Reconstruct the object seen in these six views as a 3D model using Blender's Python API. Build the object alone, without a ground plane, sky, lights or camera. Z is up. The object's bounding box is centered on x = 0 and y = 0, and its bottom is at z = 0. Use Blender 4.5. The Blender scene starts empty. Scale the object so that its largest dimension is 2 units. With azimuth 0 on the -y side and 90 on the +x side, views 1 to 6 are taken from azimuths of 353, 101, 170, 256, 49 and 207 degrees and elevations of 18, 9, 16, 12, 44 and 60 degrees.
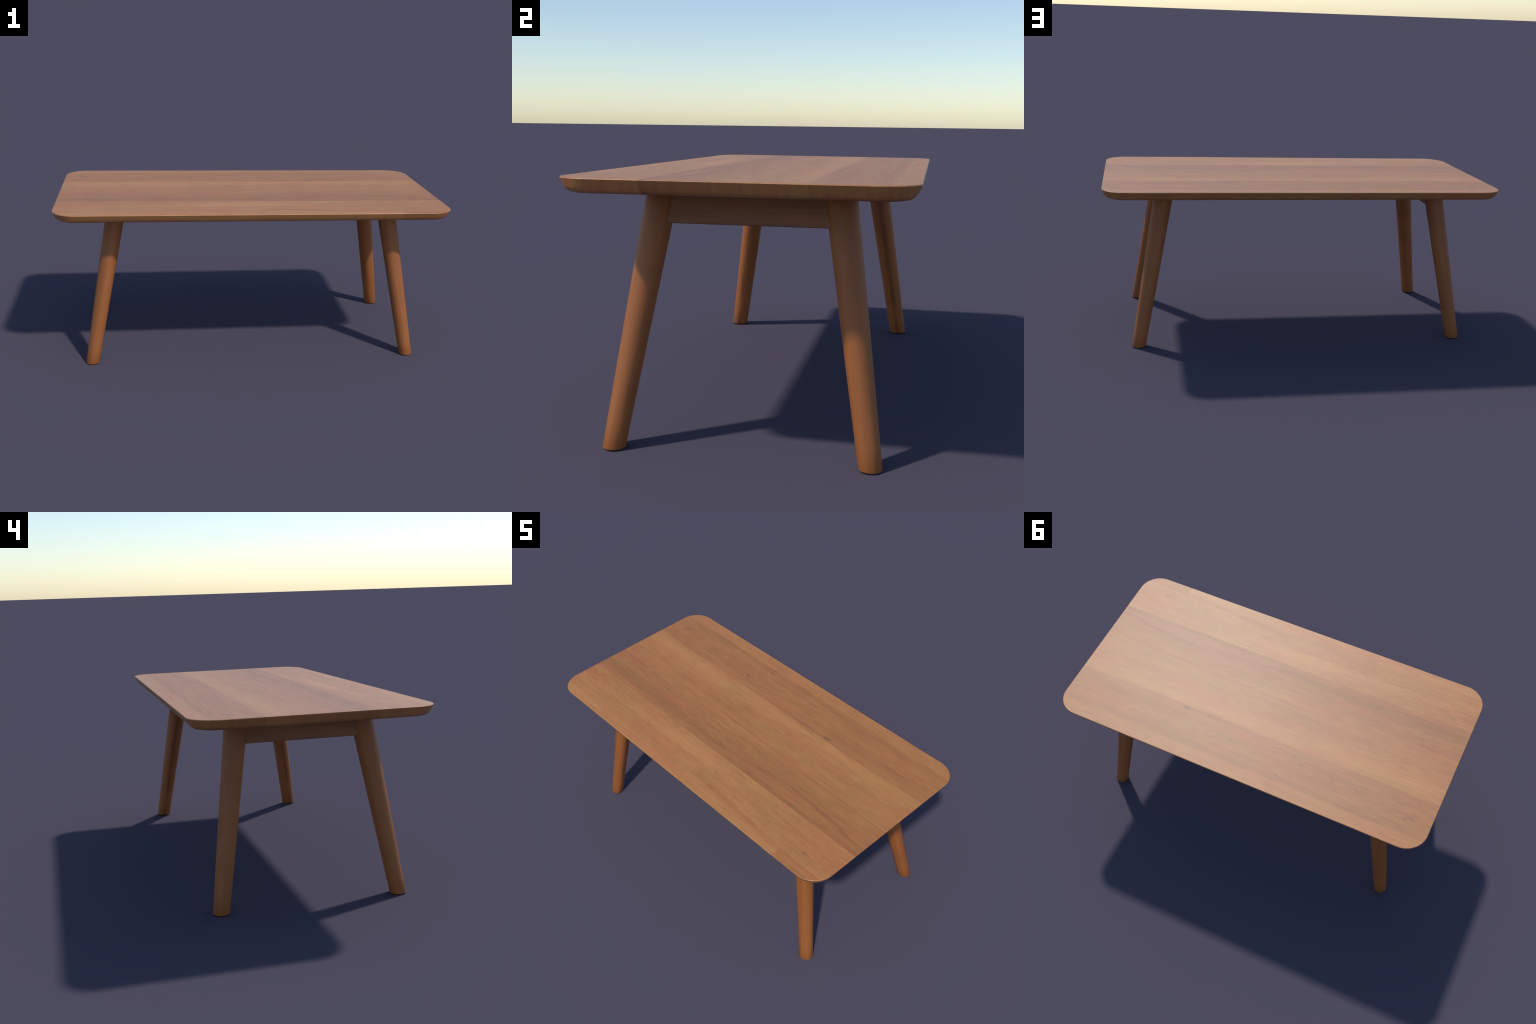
"""Low wooden table: a rounded, under-cut plank top on four splayed tapering legs,
with one short tilted rail between each end pair of legs."""
import bpy, bmesh, math
from mathutils import Vector

# ------------------------------------------------------------------ sizes (metres)
LENGTH, WIDTH = 2.0, 1.0
TOP_Z = 0.8148            # flat upper face
EDGE_ROUND = 0.003        # small round over the upper arris
PLAN_RADIUS = 0.112       # rounded corners in plan
CUT = ((0.0, 0.0), (0.013, 0.029), (0.013, 0.0414), (0.0535, 0.0414))   # under-cut side: Bezier (inset, drop)
CUT_DROP = CUT[-1][1]
BOTTOM_Z = TOP_Z - EDGE_ROUND - CUT_DROP

FOOT = Vector((0.8317, 0.3836))        # leg axis at the floor (first quadrant)
HEAD = Vector((0.6899, 0.2573))        # leg axis at z = LEG_REF
LEG_REF = 0.83
FOOT_R, HEAD_R = 0.0347, 0.0496
LEG_TOP = BOTTOM_Z + 0.012             # legs run a little way into the top
FOOT_ROUND = 0.0030

RAIL_FACE, RAIL_BOTTOM, RAIL_THICK = 0.743, 0.6725, 0.0240   # outer lower arris of the rail


# ------------------------------------------------------------------ node helpers
class Tree:
    """Small helper for building a node tree from expressions."""

    def __init__(self, name):
        self.mat = bpy.data.materials.new(name)
        self.mat.use_nodes = True
        self.t = self.mat.node_tree
        self.bsdf = next(n for n in self.t.nodes if n.bl_idname == "ShaderNodeBsdfPrincipled")
        xyz = self.t.nodes.new("ShaderNodeSeparateXYZ")
        self.obj = self.t.nodes.new("ShaderNodeTexCoord").outputs["Object"]
        self.t.links.new(self.obj, xyz.inputs[0])
        self.x, self.y, self.z = xyz.outputs

    def put(self, socket, v):
        if isinstance(v, bpy.types.NodeSocket):
            self.t.links.new(v, socket)
        else:
            socket.default_value = v

    def m(self, op, a, b=0.0, c=0.0, clamp=False):
        n = self.t.nodes.new("ShaderNodeMath")
        n.operation, n.use_clamp = op, clamp
        for s, v in zip(n.inputs, (a, b, c)):
            self.put(s, v)
        return n.outputs[0]

    def add(self, *v):
        r = v[0]
        for o in v[1:]:
            r = self.m("ADD", r, o)
        return r

    def mul(self, a, b):
        return self.m("MULTIPLY", a, b)

    def vec(self, x, y, z):
        n = self.t.nodes.new("ShaderNodeCombineXYZ")
        for s, v in zip(n.inputs, (x, y, z)):
            self.put(s, v)
        return n.outputs[0]

    def scaled(self, sx, sy, sz, v=None, off=(0, 0, 0)):
        n = self.t.nodes.new("ShaderNodeMapping")
        self.t.links.new(v or self.obj, n.inputs[0])
        n.inputs["Scale"].default_value = (sx, sy, sz)
        n.inputs["Location"].default_value = off
        return n.outputs[0]

    def noise(self, v, detail=3.0, rough=0.55, distort=0.0):
        """Noise re-centred on zero, roughly -0.5 .. 0.5"""
        n = self.t.nodes.new("ShaderNodeTexNoise")
        self.t.links.new(v, n.inputs["Vector"])
        n.inputs["Scale"].default_value = 1.0
        n.inputs["Detail"].default_value = detail
        n.inputs["Roughness"].default_value = rough
        n.inputs["Distortion"].default_value = distort
        return self.m("SUBTRACT", n.outputs["Fac"], 0.5)

    def smooth(self, v, lo, hi, a=0.0, b=1.0):
        n = self.t.nodes.new("ShaderNodeMapRange")
        n.interpolation_type = "SMOOTHSTEP"
        self.put(n.inputs["Value"], v)
        for i, val in zip((1, 2, 3, 4), (lo, hi, a, b)):
            n.inputs[i].default_value = val
        return n.outputs[0]

    def band(self, v, lo, hi, soft_lo, soft_hi):
        return self.mul(self.smooth(v, lo - soft_lo, lo + soft_lo), self.smooth(v, hi - soft_hi, hi + soft_hi, 1.0, 0.0))

    def ramp(self, v, stops):
        n = self.t.nodes.new("ShaderNodeValToRGB")
        self.put(n.inputs[0], v)
        cr = n.color_ramp
        while len(cr.elements) < len(stops):
            cr.elements.new(0.5)
        for e, (p, c) in zip(cr.elements, stops):
            e.position, e.color = p, (*c, 1.0)
        return n.outputs[0]

    def mix(self, fac, a, b, kind="MIX"):
        n = self.t.nodes.new("ShaderNodeMix")
        n.data_type, n.blend_type = "RGBA", kind
        self.put(n.inputs[0], fac)
        for s, v in zip((n.inputs[6], n.inputs[7]), (a, b)):
            self.put(s, v if isinstance(v, bpy.types.NodeSocket) else (*v, 1.0))
        return n.outputs[2]

    def finish(self, colour, rough, bump=None, strength=0.1, distance=0.001, specular=0.5):
        self.t.links.new(colour, self.bsdf.inputs["Base Color"])
        self.put(self.bsdf.inputs["Roughness"], rough)
        self.bsdf.inputs["Specular IOR Level"].default_value = specular
        if bump is not None:
            n = self.t.nodes.new("ShaderNodeBump")
            n.inputs["Strength"].default_value = strength
            n.inputs["Distance"].default_value = distance
            self.t.links.new(bump, n.inputs["Height"])
            self.t.links.new(n.outputs[0], self.bsdf.inputs["Normal"])
        return self.mat


DARK, MID, LIGHT = (0.262, 0.095, 0.031), (0.405, 0.163, 0.052), (0.540, 0.240, 0.082)


def wood_of_top():
    k = Tree("oiled_plank_wood")
    x, y, z = k.x, k.y, k.z
    # gentle wander of the grain, so nothing is ruler straight
    wander = k.mul(k.noise(k.scaled(1.3, 3.0, 2.0), 2.0), 0.018)
    yw = k.add(y, wander)
    # per-board tone: lower/upper limit in y, tone, softness of the two limits
    boards = [(-0.520, -0.447, 0.19, 0.004, 0.006), (-0.447, -0.240, 0.09, 0.006, 0.001),
              (-0.240, -0.060, -0.12, 0.001, 0.030), (-0.060, 0.105, 0.00, 0.030, 0.030),
              (0.105, 0.214, 0.13, 0.030, 0.0015), (0.214, 0.428, -0.09, 0.0015, 0.012),
              (0.428, 0.520, 0.07, 0.012, 0.004)]
    tone = 0.5
    yb = k.add(y, k.mul(wander, 0.12))
    for lo, hi, t, a, b in boards:
        tone = k.m("MULTIPLY_ADD", k.band(yb, lo, hi, a, b), t, tone)
    # the pale strip along the front stops in a butt joint
    joint = k.mul(k.smooth(x, 0.722, 0.732), k.smooth(y, -0.450, -0.442, 1.0, 0.0))
    tone = k.add(tone, k.mul(joint, -0.24))
    # every board draws its grain from its own piece of tree
    board_id = k.add(k.smooth(yb, -0.242, -0.238), k.smooth(yb, 0.212, 0.216), k.smooth(yb, -0.449, -0.445))
    gx = k.add(x, k.mul(board_id, 7.3))
    g = k.vec(gx, yw, z)
    broad = k.noise(k.scaled(1.3, 10.0, 4.0, g), 3.0)
    figure = k.noise(k.scaled(3.6, 46.0, 9.0, g), 4.0, 0.62, 0.5)
    lines = k.noise(k.scaled(7.0, 120.0, 12.0, g, (3.1, 0.0, 0.0)), 3.0, 0.6, 0.3)
    fine = k.noise(k.scaled(18.0, 230.0, 20.0, g), 2.0, 0.6)
    blotch = k.noise(k.scaled(9.0, 20.0, 9.0, g), 3.0)
    chatter = k.noise(k.scaled(34.0, 75.0, 30.0, g), 2.0)
    tone = k.add(tone, k.mul(broad, 0.32), k.mul(figure, 0.40), k.mul(lines, 0.55), k.mul(fine, 0.42), k.mul(blotch, 0.26))
    front_plank = k.band(y, -0.45, -0.24, 0.01, 0.004)
    tone = k.add(tone, k.mul(k.mul(chatter, 0.24), k.add(front_plank, 0.30)))
    # short dark pores, only where a sparse mask lets them through
    pores = k.noise(k.scaled(14.0, 260.0, 40.0, g, (0.0, 0.0, 5.0)), 1.0)
    tone = k.add(tone, k.mul(k.smooth(pores, 0.10, 0.26), -0.22))
    # heartwood bands: y at the start, x from .. to, drift in y per metre, half width, depth
    heart = [(-0.190, -1.10, 0.00, 0.010, 0.024, 0.15), (-0.150, -0.95, -0.20, 0.000, 0.012, 0.08),
             (-0.228, 0.20, 1.10, 0.004, 0.010, 0.20), (-0.130, 0.42, 1.10, -0.110, 0.008, 0.22),
             (-0.016, -0.15, 1.10, -0.030, 0.007, 0.20), (-0.205, -0.20, 0.45, 0.080, 0.014, 0.10),
             (0.205, 0.00, 0.62, 0.012, 0.009, 0.22), (0.290, -0.60, -0.15, -0.080, 0.012, 0.16),
             (-0.405, 0.10, 0.75, -0.080, 0.012, 0.18), (0.418, -0.85, 0.75, -0.012, 0.006, 0.14),
             (0.275, 0.35, 0.95, 0.020, 0.022, 0.12), (-0.300, -1.10, -0.82, 0.020, 0.040, 0.14),
             (-0.345, -0.20, 0.30, -0.010, 0.005, 0.14), (0.030, -0.60, 0.10, 0.000, 0.006, 0.10)]
    ragged = k.mul(k.noise(k.scaled(5.0, 22.0, 8.0, g, (9.0, 0.0, 0.0)), 3.0), 0.030)
    for cy, x0, x1, drift, w, depth in heart:
        line = k.m("MULTIPLY_ADD", x, drift, cy - drift * max(x0, -1.0))
        d = k.m("ABSOLUTE", k.m("SUBTRACT", k.add(y, k.mul(wander, 0.5), ragged), line))
        tone = k.add(tone, k.mul(k.mul(k.smooth(d, 0.0, w * 2.0, 1.0, 0.0), k.band(x, x0, x1, 0.10, 0.14)), -0.85 * depth))
    # pale figured patches: centre, half sizes, gain
    for cx, cy, sx, sy, gain in [(-0.02, -0.310, 0.32, 0.05, 0.20), (0.60, 0.185, 0.45, 0.022, 0.14), (-0.50, -0.335, 0.28, 0.03, 0.12), (0.46, 0.005, 0.06, 0.018, 0.14),
                                 (-0.60, 0.165, 0.35, 0.030, 0.10), (0.10, 0.165, 0.18, 0.022, 0.12), (0.15, -0.248, 0.6, 0.006, 0.16)]:
        r = k.m("SQRT", k.add(k.m("POWER", k.mul(k.m("SUBTRACT", x, cx), 1 / sx), 2.0), k.m("POWER", k.mul(k.m("SUBTRACT", yb, cy), 1 / sy), 2.0)))
        tone = k.add(tone, k.mul(k.smooth(r, 0.0, 1.5, 1.0, 0.0), gain))
    # small knots with a tail along the grain: centre, length, width, depth
    knots = 0.0
    rag = k.mul(k.noise(k.scaled(45.0, 70.0, 40.0), 2.0), 0.9)
    for cx, cy, sx, sy, depth in [(-0.893, 0.338, 0.020, 0.010, 0.75), (-0.868, 0.352, 0.014, 0.008, 0.7), (-0.905, 0.318, 0.016, 0.007, 0.55), (-0.857, 0.402, 0.018, 0.007, 0.5),
                                  (-0.302, 0.290, 0.022, 0.010, 0.7), (0.370, 0.225, 0.030, 0.009, 1.0), (0.830, -0.386, 0.020, 0.010, 0.6), (-0.215, 0.392, 0.020, 0.006, 0.55), (0.20, 0.222, 0.07, 0.004, 0.5)]:
        r = k.m("SQRT", k.add(k.m("POWER", k.mul(k.m("SUBTRACT", x, cx), 1 / sx), 2.0), k.m("POWER", k.mul(k.m("SUBTRACT", y, cy), 1 / sy), 2.0)))
        knots = k.add(knots, k.mul(k.smooth(k.add(r, rag), 0.2, 1.5, 1.0, 0.0), depth)) 
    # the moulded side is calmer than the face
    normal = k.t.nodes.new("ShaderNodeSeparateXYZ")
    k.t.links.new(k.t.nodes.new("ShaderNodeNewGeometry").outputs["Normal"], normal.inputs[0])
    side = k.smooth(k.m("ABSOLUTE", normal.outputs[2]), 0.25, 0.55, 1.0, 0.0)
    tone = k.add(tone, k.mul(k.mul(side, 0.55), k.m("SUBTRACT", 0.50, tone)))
    c = k.ramp(tone, [(0.0, DARK), (0.5, MID), (1.0, LIGHT)])
    # slow drift between pinkish and straw coloured wood
    hue = k.add(k.mul(k.noise(k.scaled(2.0, 14.0, 6.0, g), 3.0), 2.4), 0.5)
    c = k.mix(k.m("MULTIPLY", k.smooth(hue, 0.45, 0.95), 0.60), c, (1.04, 0.90, 0.98), "MULTIPLY")
    c = k.mix(k.m("MULTIPLY", k.smooth(hue, 0.55, 0.05), 0.60), c, (0.94, 1.05, 0.92), "MULTIPLY")
    c = k.mix(k.m("MULTIPLY", knots, 0.65, clamp=True), c, (0.17, 0.066, 0.034))
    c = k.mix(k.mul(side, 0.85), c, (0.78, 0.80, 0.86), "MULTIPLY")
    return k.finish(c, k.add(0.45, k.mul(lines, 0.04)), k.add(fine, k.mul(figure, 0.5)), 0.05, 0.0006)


def wood_of_leg(side):
    """side = +1 / -1 mirrors the dark figure between left-hand and right-hand legs."""
    k = Tree("oiled_turned_wood")
    x, y, z = k.m("MULTIPLY_ADD", k.z, LEG_LEAN, k.x), k.y, k.z      # measured from the leaning axis
    ang = k.mul(k.m("ARCTAN2", y, k.m("MULTIPLY", x, -1.0)), float(side))    # 0 = towards table centre
    g = k.vec(x, k.mul(y, float(side)), z)
    figure = k.noise(k.scaled(36.0, 36.0, 2.2, g), 4.0, 0.6, 0.3)
    fine = k.noise(k.scaled(150.0, 150.0, 6.0, g), 2.0)
    blotch = k.noise(k.scaled(9.0, 9.0, 8.0, g), 2.0)
    tone = k.add(0.47, k.mul(figure, 0.75), k.mul(fine, 0.15), k.mul(blotch, 0.40))
    wobble = k.mul(k.noise(k.scaled(3.0, 3.0, 6.0, g), 3.0), 0.5)
    d = k.m("ABSOLUTE", k.m("SUBTRACT", k.add(ang, wobble), STREAK_AT))
    streak = k.mul(k.smooth(d, 0.02, 0.42, 1.0, 0.0), k.smooth(k.noise(k.scaled(14.0, 14.0, 4.5, g), 2.0), -0.35, 0.12))
    c = k.ramp(tone, [(0.0, (0.215, 0.062, 0.015)), (0.5, (0.325, 0.104, 0.026)), (1.0, (0.42, 0.150, 0.042))])
    c = k.mix(k.mul(streak, 0.66), c, (0.085, 0.026, 0.012))
    return k.finish(c, 0.52, figure, 0.05, 0.0006)


STREAK_AT = 0.72           # radians from the inward side
LEG_LEAN = (HEAD - FOOT).length / LEG_REF


def wood_of_rail():
    k = Tree("oiled_rail_wood")
    figure = k.noise(k.scaled(30.0, 2.6, 60.0), 4.0, 0.6, 0.3)
    fine = k.noise(k.scaled(120.0, 6.0, 130.0), 2.0)
    blotch = k.noise(k.scaled(6.0, 4.0, 14.0), 2.0)
    tone = k.add(0.5, k.mul(figure, 1.1), k.mul(fine, 0.15), k.mul(blotch, 0.6))
    c = k.ramp(tone, [(0.0, (0.15, 0.056, 0.026)), (0.5, (0.265, 0.101, 0.042)), (1.0, (0.37, 0.150, 0.062))])
    return k.finish(c, 0.60, figure, 0.05, 0.0006)


# ------------------------------------------------------------------ mesh helpers
def new_object(name, bm, material, parent, sharp=40.0):
    bmesh.ops.recalc_face_normals(bm, faces=bm.faces)
    for f in bm.faces:
        f.smooth = True
    for e in bm.edges:
        if len(e.link_faces) == 2:
            e.smooth = e.calc_face_angle(0.0) < math.radians(sharp)
    me = bpy.data.meshes.new(name)
    bm.to_mesh(me)
    bm.free()
    me.materials.append(material)
    ob = bpy.data.objects.new(name, me)
    bpy.context.collection.objects.link(ob)
    ob.parent = parent
    return ob


def loft(bm, rings):
    """Skin consecutive rings of equal length, and close both ends."""
    vr = [[bm.verts.new(p) for p in r] for r in rings]
    n = len(vr[0])
    for a, b in zip(vr, vr[1:]):
        for i in range(n):
            bm.faces.new((a[i], a[(i + 1) % n], b[(i + 1) % n], b[i]))
    bm.faces.new(vr[0])
    bm.faces.new(list(reversed(vr[-1])))


def plan_ring(inset, z, per_corner=20):
    """Rounded rectangle, shrunk by inset."""
    r = max(PLAN_RADIUS - inset, 0.012)
    cx, cy = LENGTH / 2 - inset - r, WIDTH / 2 - inset - r
    ring = []
    for q in range(4):
        sx, sy = ((1, 1), (-1, 1), (-1, -1), (1, -1))[q]
        for i in range(per_corner + 1):
            a = math.pi / 2 * (q + i / per_corner)
            ring.append((sx * cx + r * math.cos(a), sy * cy + r * math.sin(a), z))
    return ring


# ------------------------------------------------------------------ parts
def build_top(parent):
    rings = [plan_ring(0.02, TOP_Z), plan_ring(EDGE_ROUND + 0.0015, TOP_Z)]
    for deg in (0, 22, 45, 68, 90):                              # eased arris: a chamfer with a slight belly
        a = math.radians(deg)
        belly = 0.0003 * math.sin(2 * a)
        t = deg / 90
        rings.append(plan_ring(EDGE_ROUND * 0.85 * (1 - t) - belly, TOP_Z - EDGE_ROUND * t + belly))
    steps = 14
    for i in range(1, steps + 1):                                # long under-cut curve
        t = i / steps
        w = ((1 - t) ** 3, 3 * t * (1 - t) ** 2, 3 * t * t * (1 - t), t ** 3)
        inset = sum(k * p[0] for k, p in zip(w, CUT))
        drop = sum(k * p[1] for k, p in zip(w, CUT))
        rings.append(plan_ring(inset, TOP_Z - EDGE_ROUND - drop))
    rings.append(plan_ring(0.085, BOTTOM_Z))
    bm = bmesh.new()
    loft(bm, rings)
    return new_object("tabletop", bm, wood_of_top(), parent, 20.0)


def build_legs(parent):
    """One leaning, tapering leg, turned about z to each corner."""
    lean = (HEAD - FOOT).length / LEG_REF
    azim = math.atan2(*(FOOT - HEAD).yx)
    levels = [(0.0, FOOT_ROUND), (FOOT_ROUND * 0.3, FOOT_ROUND * 0.3), (FOOT_ROUND, 0.0)]
    levels += [(FOOT_ROUND + (LEG_TOP - FOOT_ROUND) * i / 12, 0.0) for i in range(1, 13)]
    for side in (1, -1):
        mat, mesh = wood_of_leg(side), None
        for turn in (0, 1):
            sx, sy = ((1, 1), (-1, -1))[turn] if side == 1 else ((1, -1), (-1, 1))[turn]
            if mesh is None:
                rings = []
                for z, shrink in levels:
                    r = FOOT_R + (HEAD_R - FOOT_R) * z / LEG_REF - shrink
                    rings.append([(-lean * z + r * math.cos(t), r * math.sin(t), z) for t in (2 * math.pi * i / 48 for i in range(48))])
                bm = bmesh.new()
                loft(bm, rings)
                ob = new_object("leg", bm, mat, parent, 50.0)
                mesh = ob.data
            else:
                ob = bpy.data.objects.new("leg", mesh)
                bpy.context.collection.objects.link(ob)
                ob.parent = parent
            ob.location = (sx * FOOT.x, sy * FOOT.y, 0.0)
            ob.rotation_euler = (0, 0, math.atan2(sy * math.sin(azim), sx * math.cos(azim)))


def build_rails(parent):
    """Board tilted with the splay of the legs, its ends housed in them."""
    slope = (FOOT.x - HEAD.x) / LEG_REF
    up = Vector((-slope, 0, 1)).normalized()          # along the face, upwards
    out = Vector((1, 0, slope)).normalized()          # square to the face
    rise = (BOTTOM_Z + 0.010 - RAIL_BOTTOM) / up.z
    mat, mesh = wood_of_rail(), None
    for s in (1, -1):
        if mesh is None:
            bm = bmesh.new()
            ch = 0.0012
            prof = [(-RAIL_THICK, ch), (-RAIL_THICK + ch, 0.0), (-ch, 0.0), (0.0, ch), (0.0, rise), (-RAIL_THICK, rise)]
            ends = []
            for e in (-1, 1):
                ring = []
                for d, h in prof:
                    p = out * d + up * h
                    z = RAIL_BOTTOM + p.z
                    y = FOOT.y + (HEAD.y - FOOT.y) * z / LEG_REF          # stops on the leg axis
                    ring.append((RAIL_FACE + p.x, e * y, z))
                ends.append(ring)
            loft(bm, ends)
            ob = new_object("rail", bm, mat, parent, 30.0)
            mesh = ob.data
        else:
            ob = bpy.data.objects.new("rail", mesh)
            bpy.context.collection.objects.link(ob)
            ob.parent = parent
        ob.rotation_euler = (0, 0, 0 if s == 1 else math.pi)


table = bpy.data.objects.new("coffee_table", None)
bpy.context.collection.objects.link(table)
table["label"] = "low rectangular wooden coffee table with splayed round legs"
table["category"] = "coffee table"
build_top(table)
build_legs(table)
build_rails(table)
bpy.context.view_layer.update()
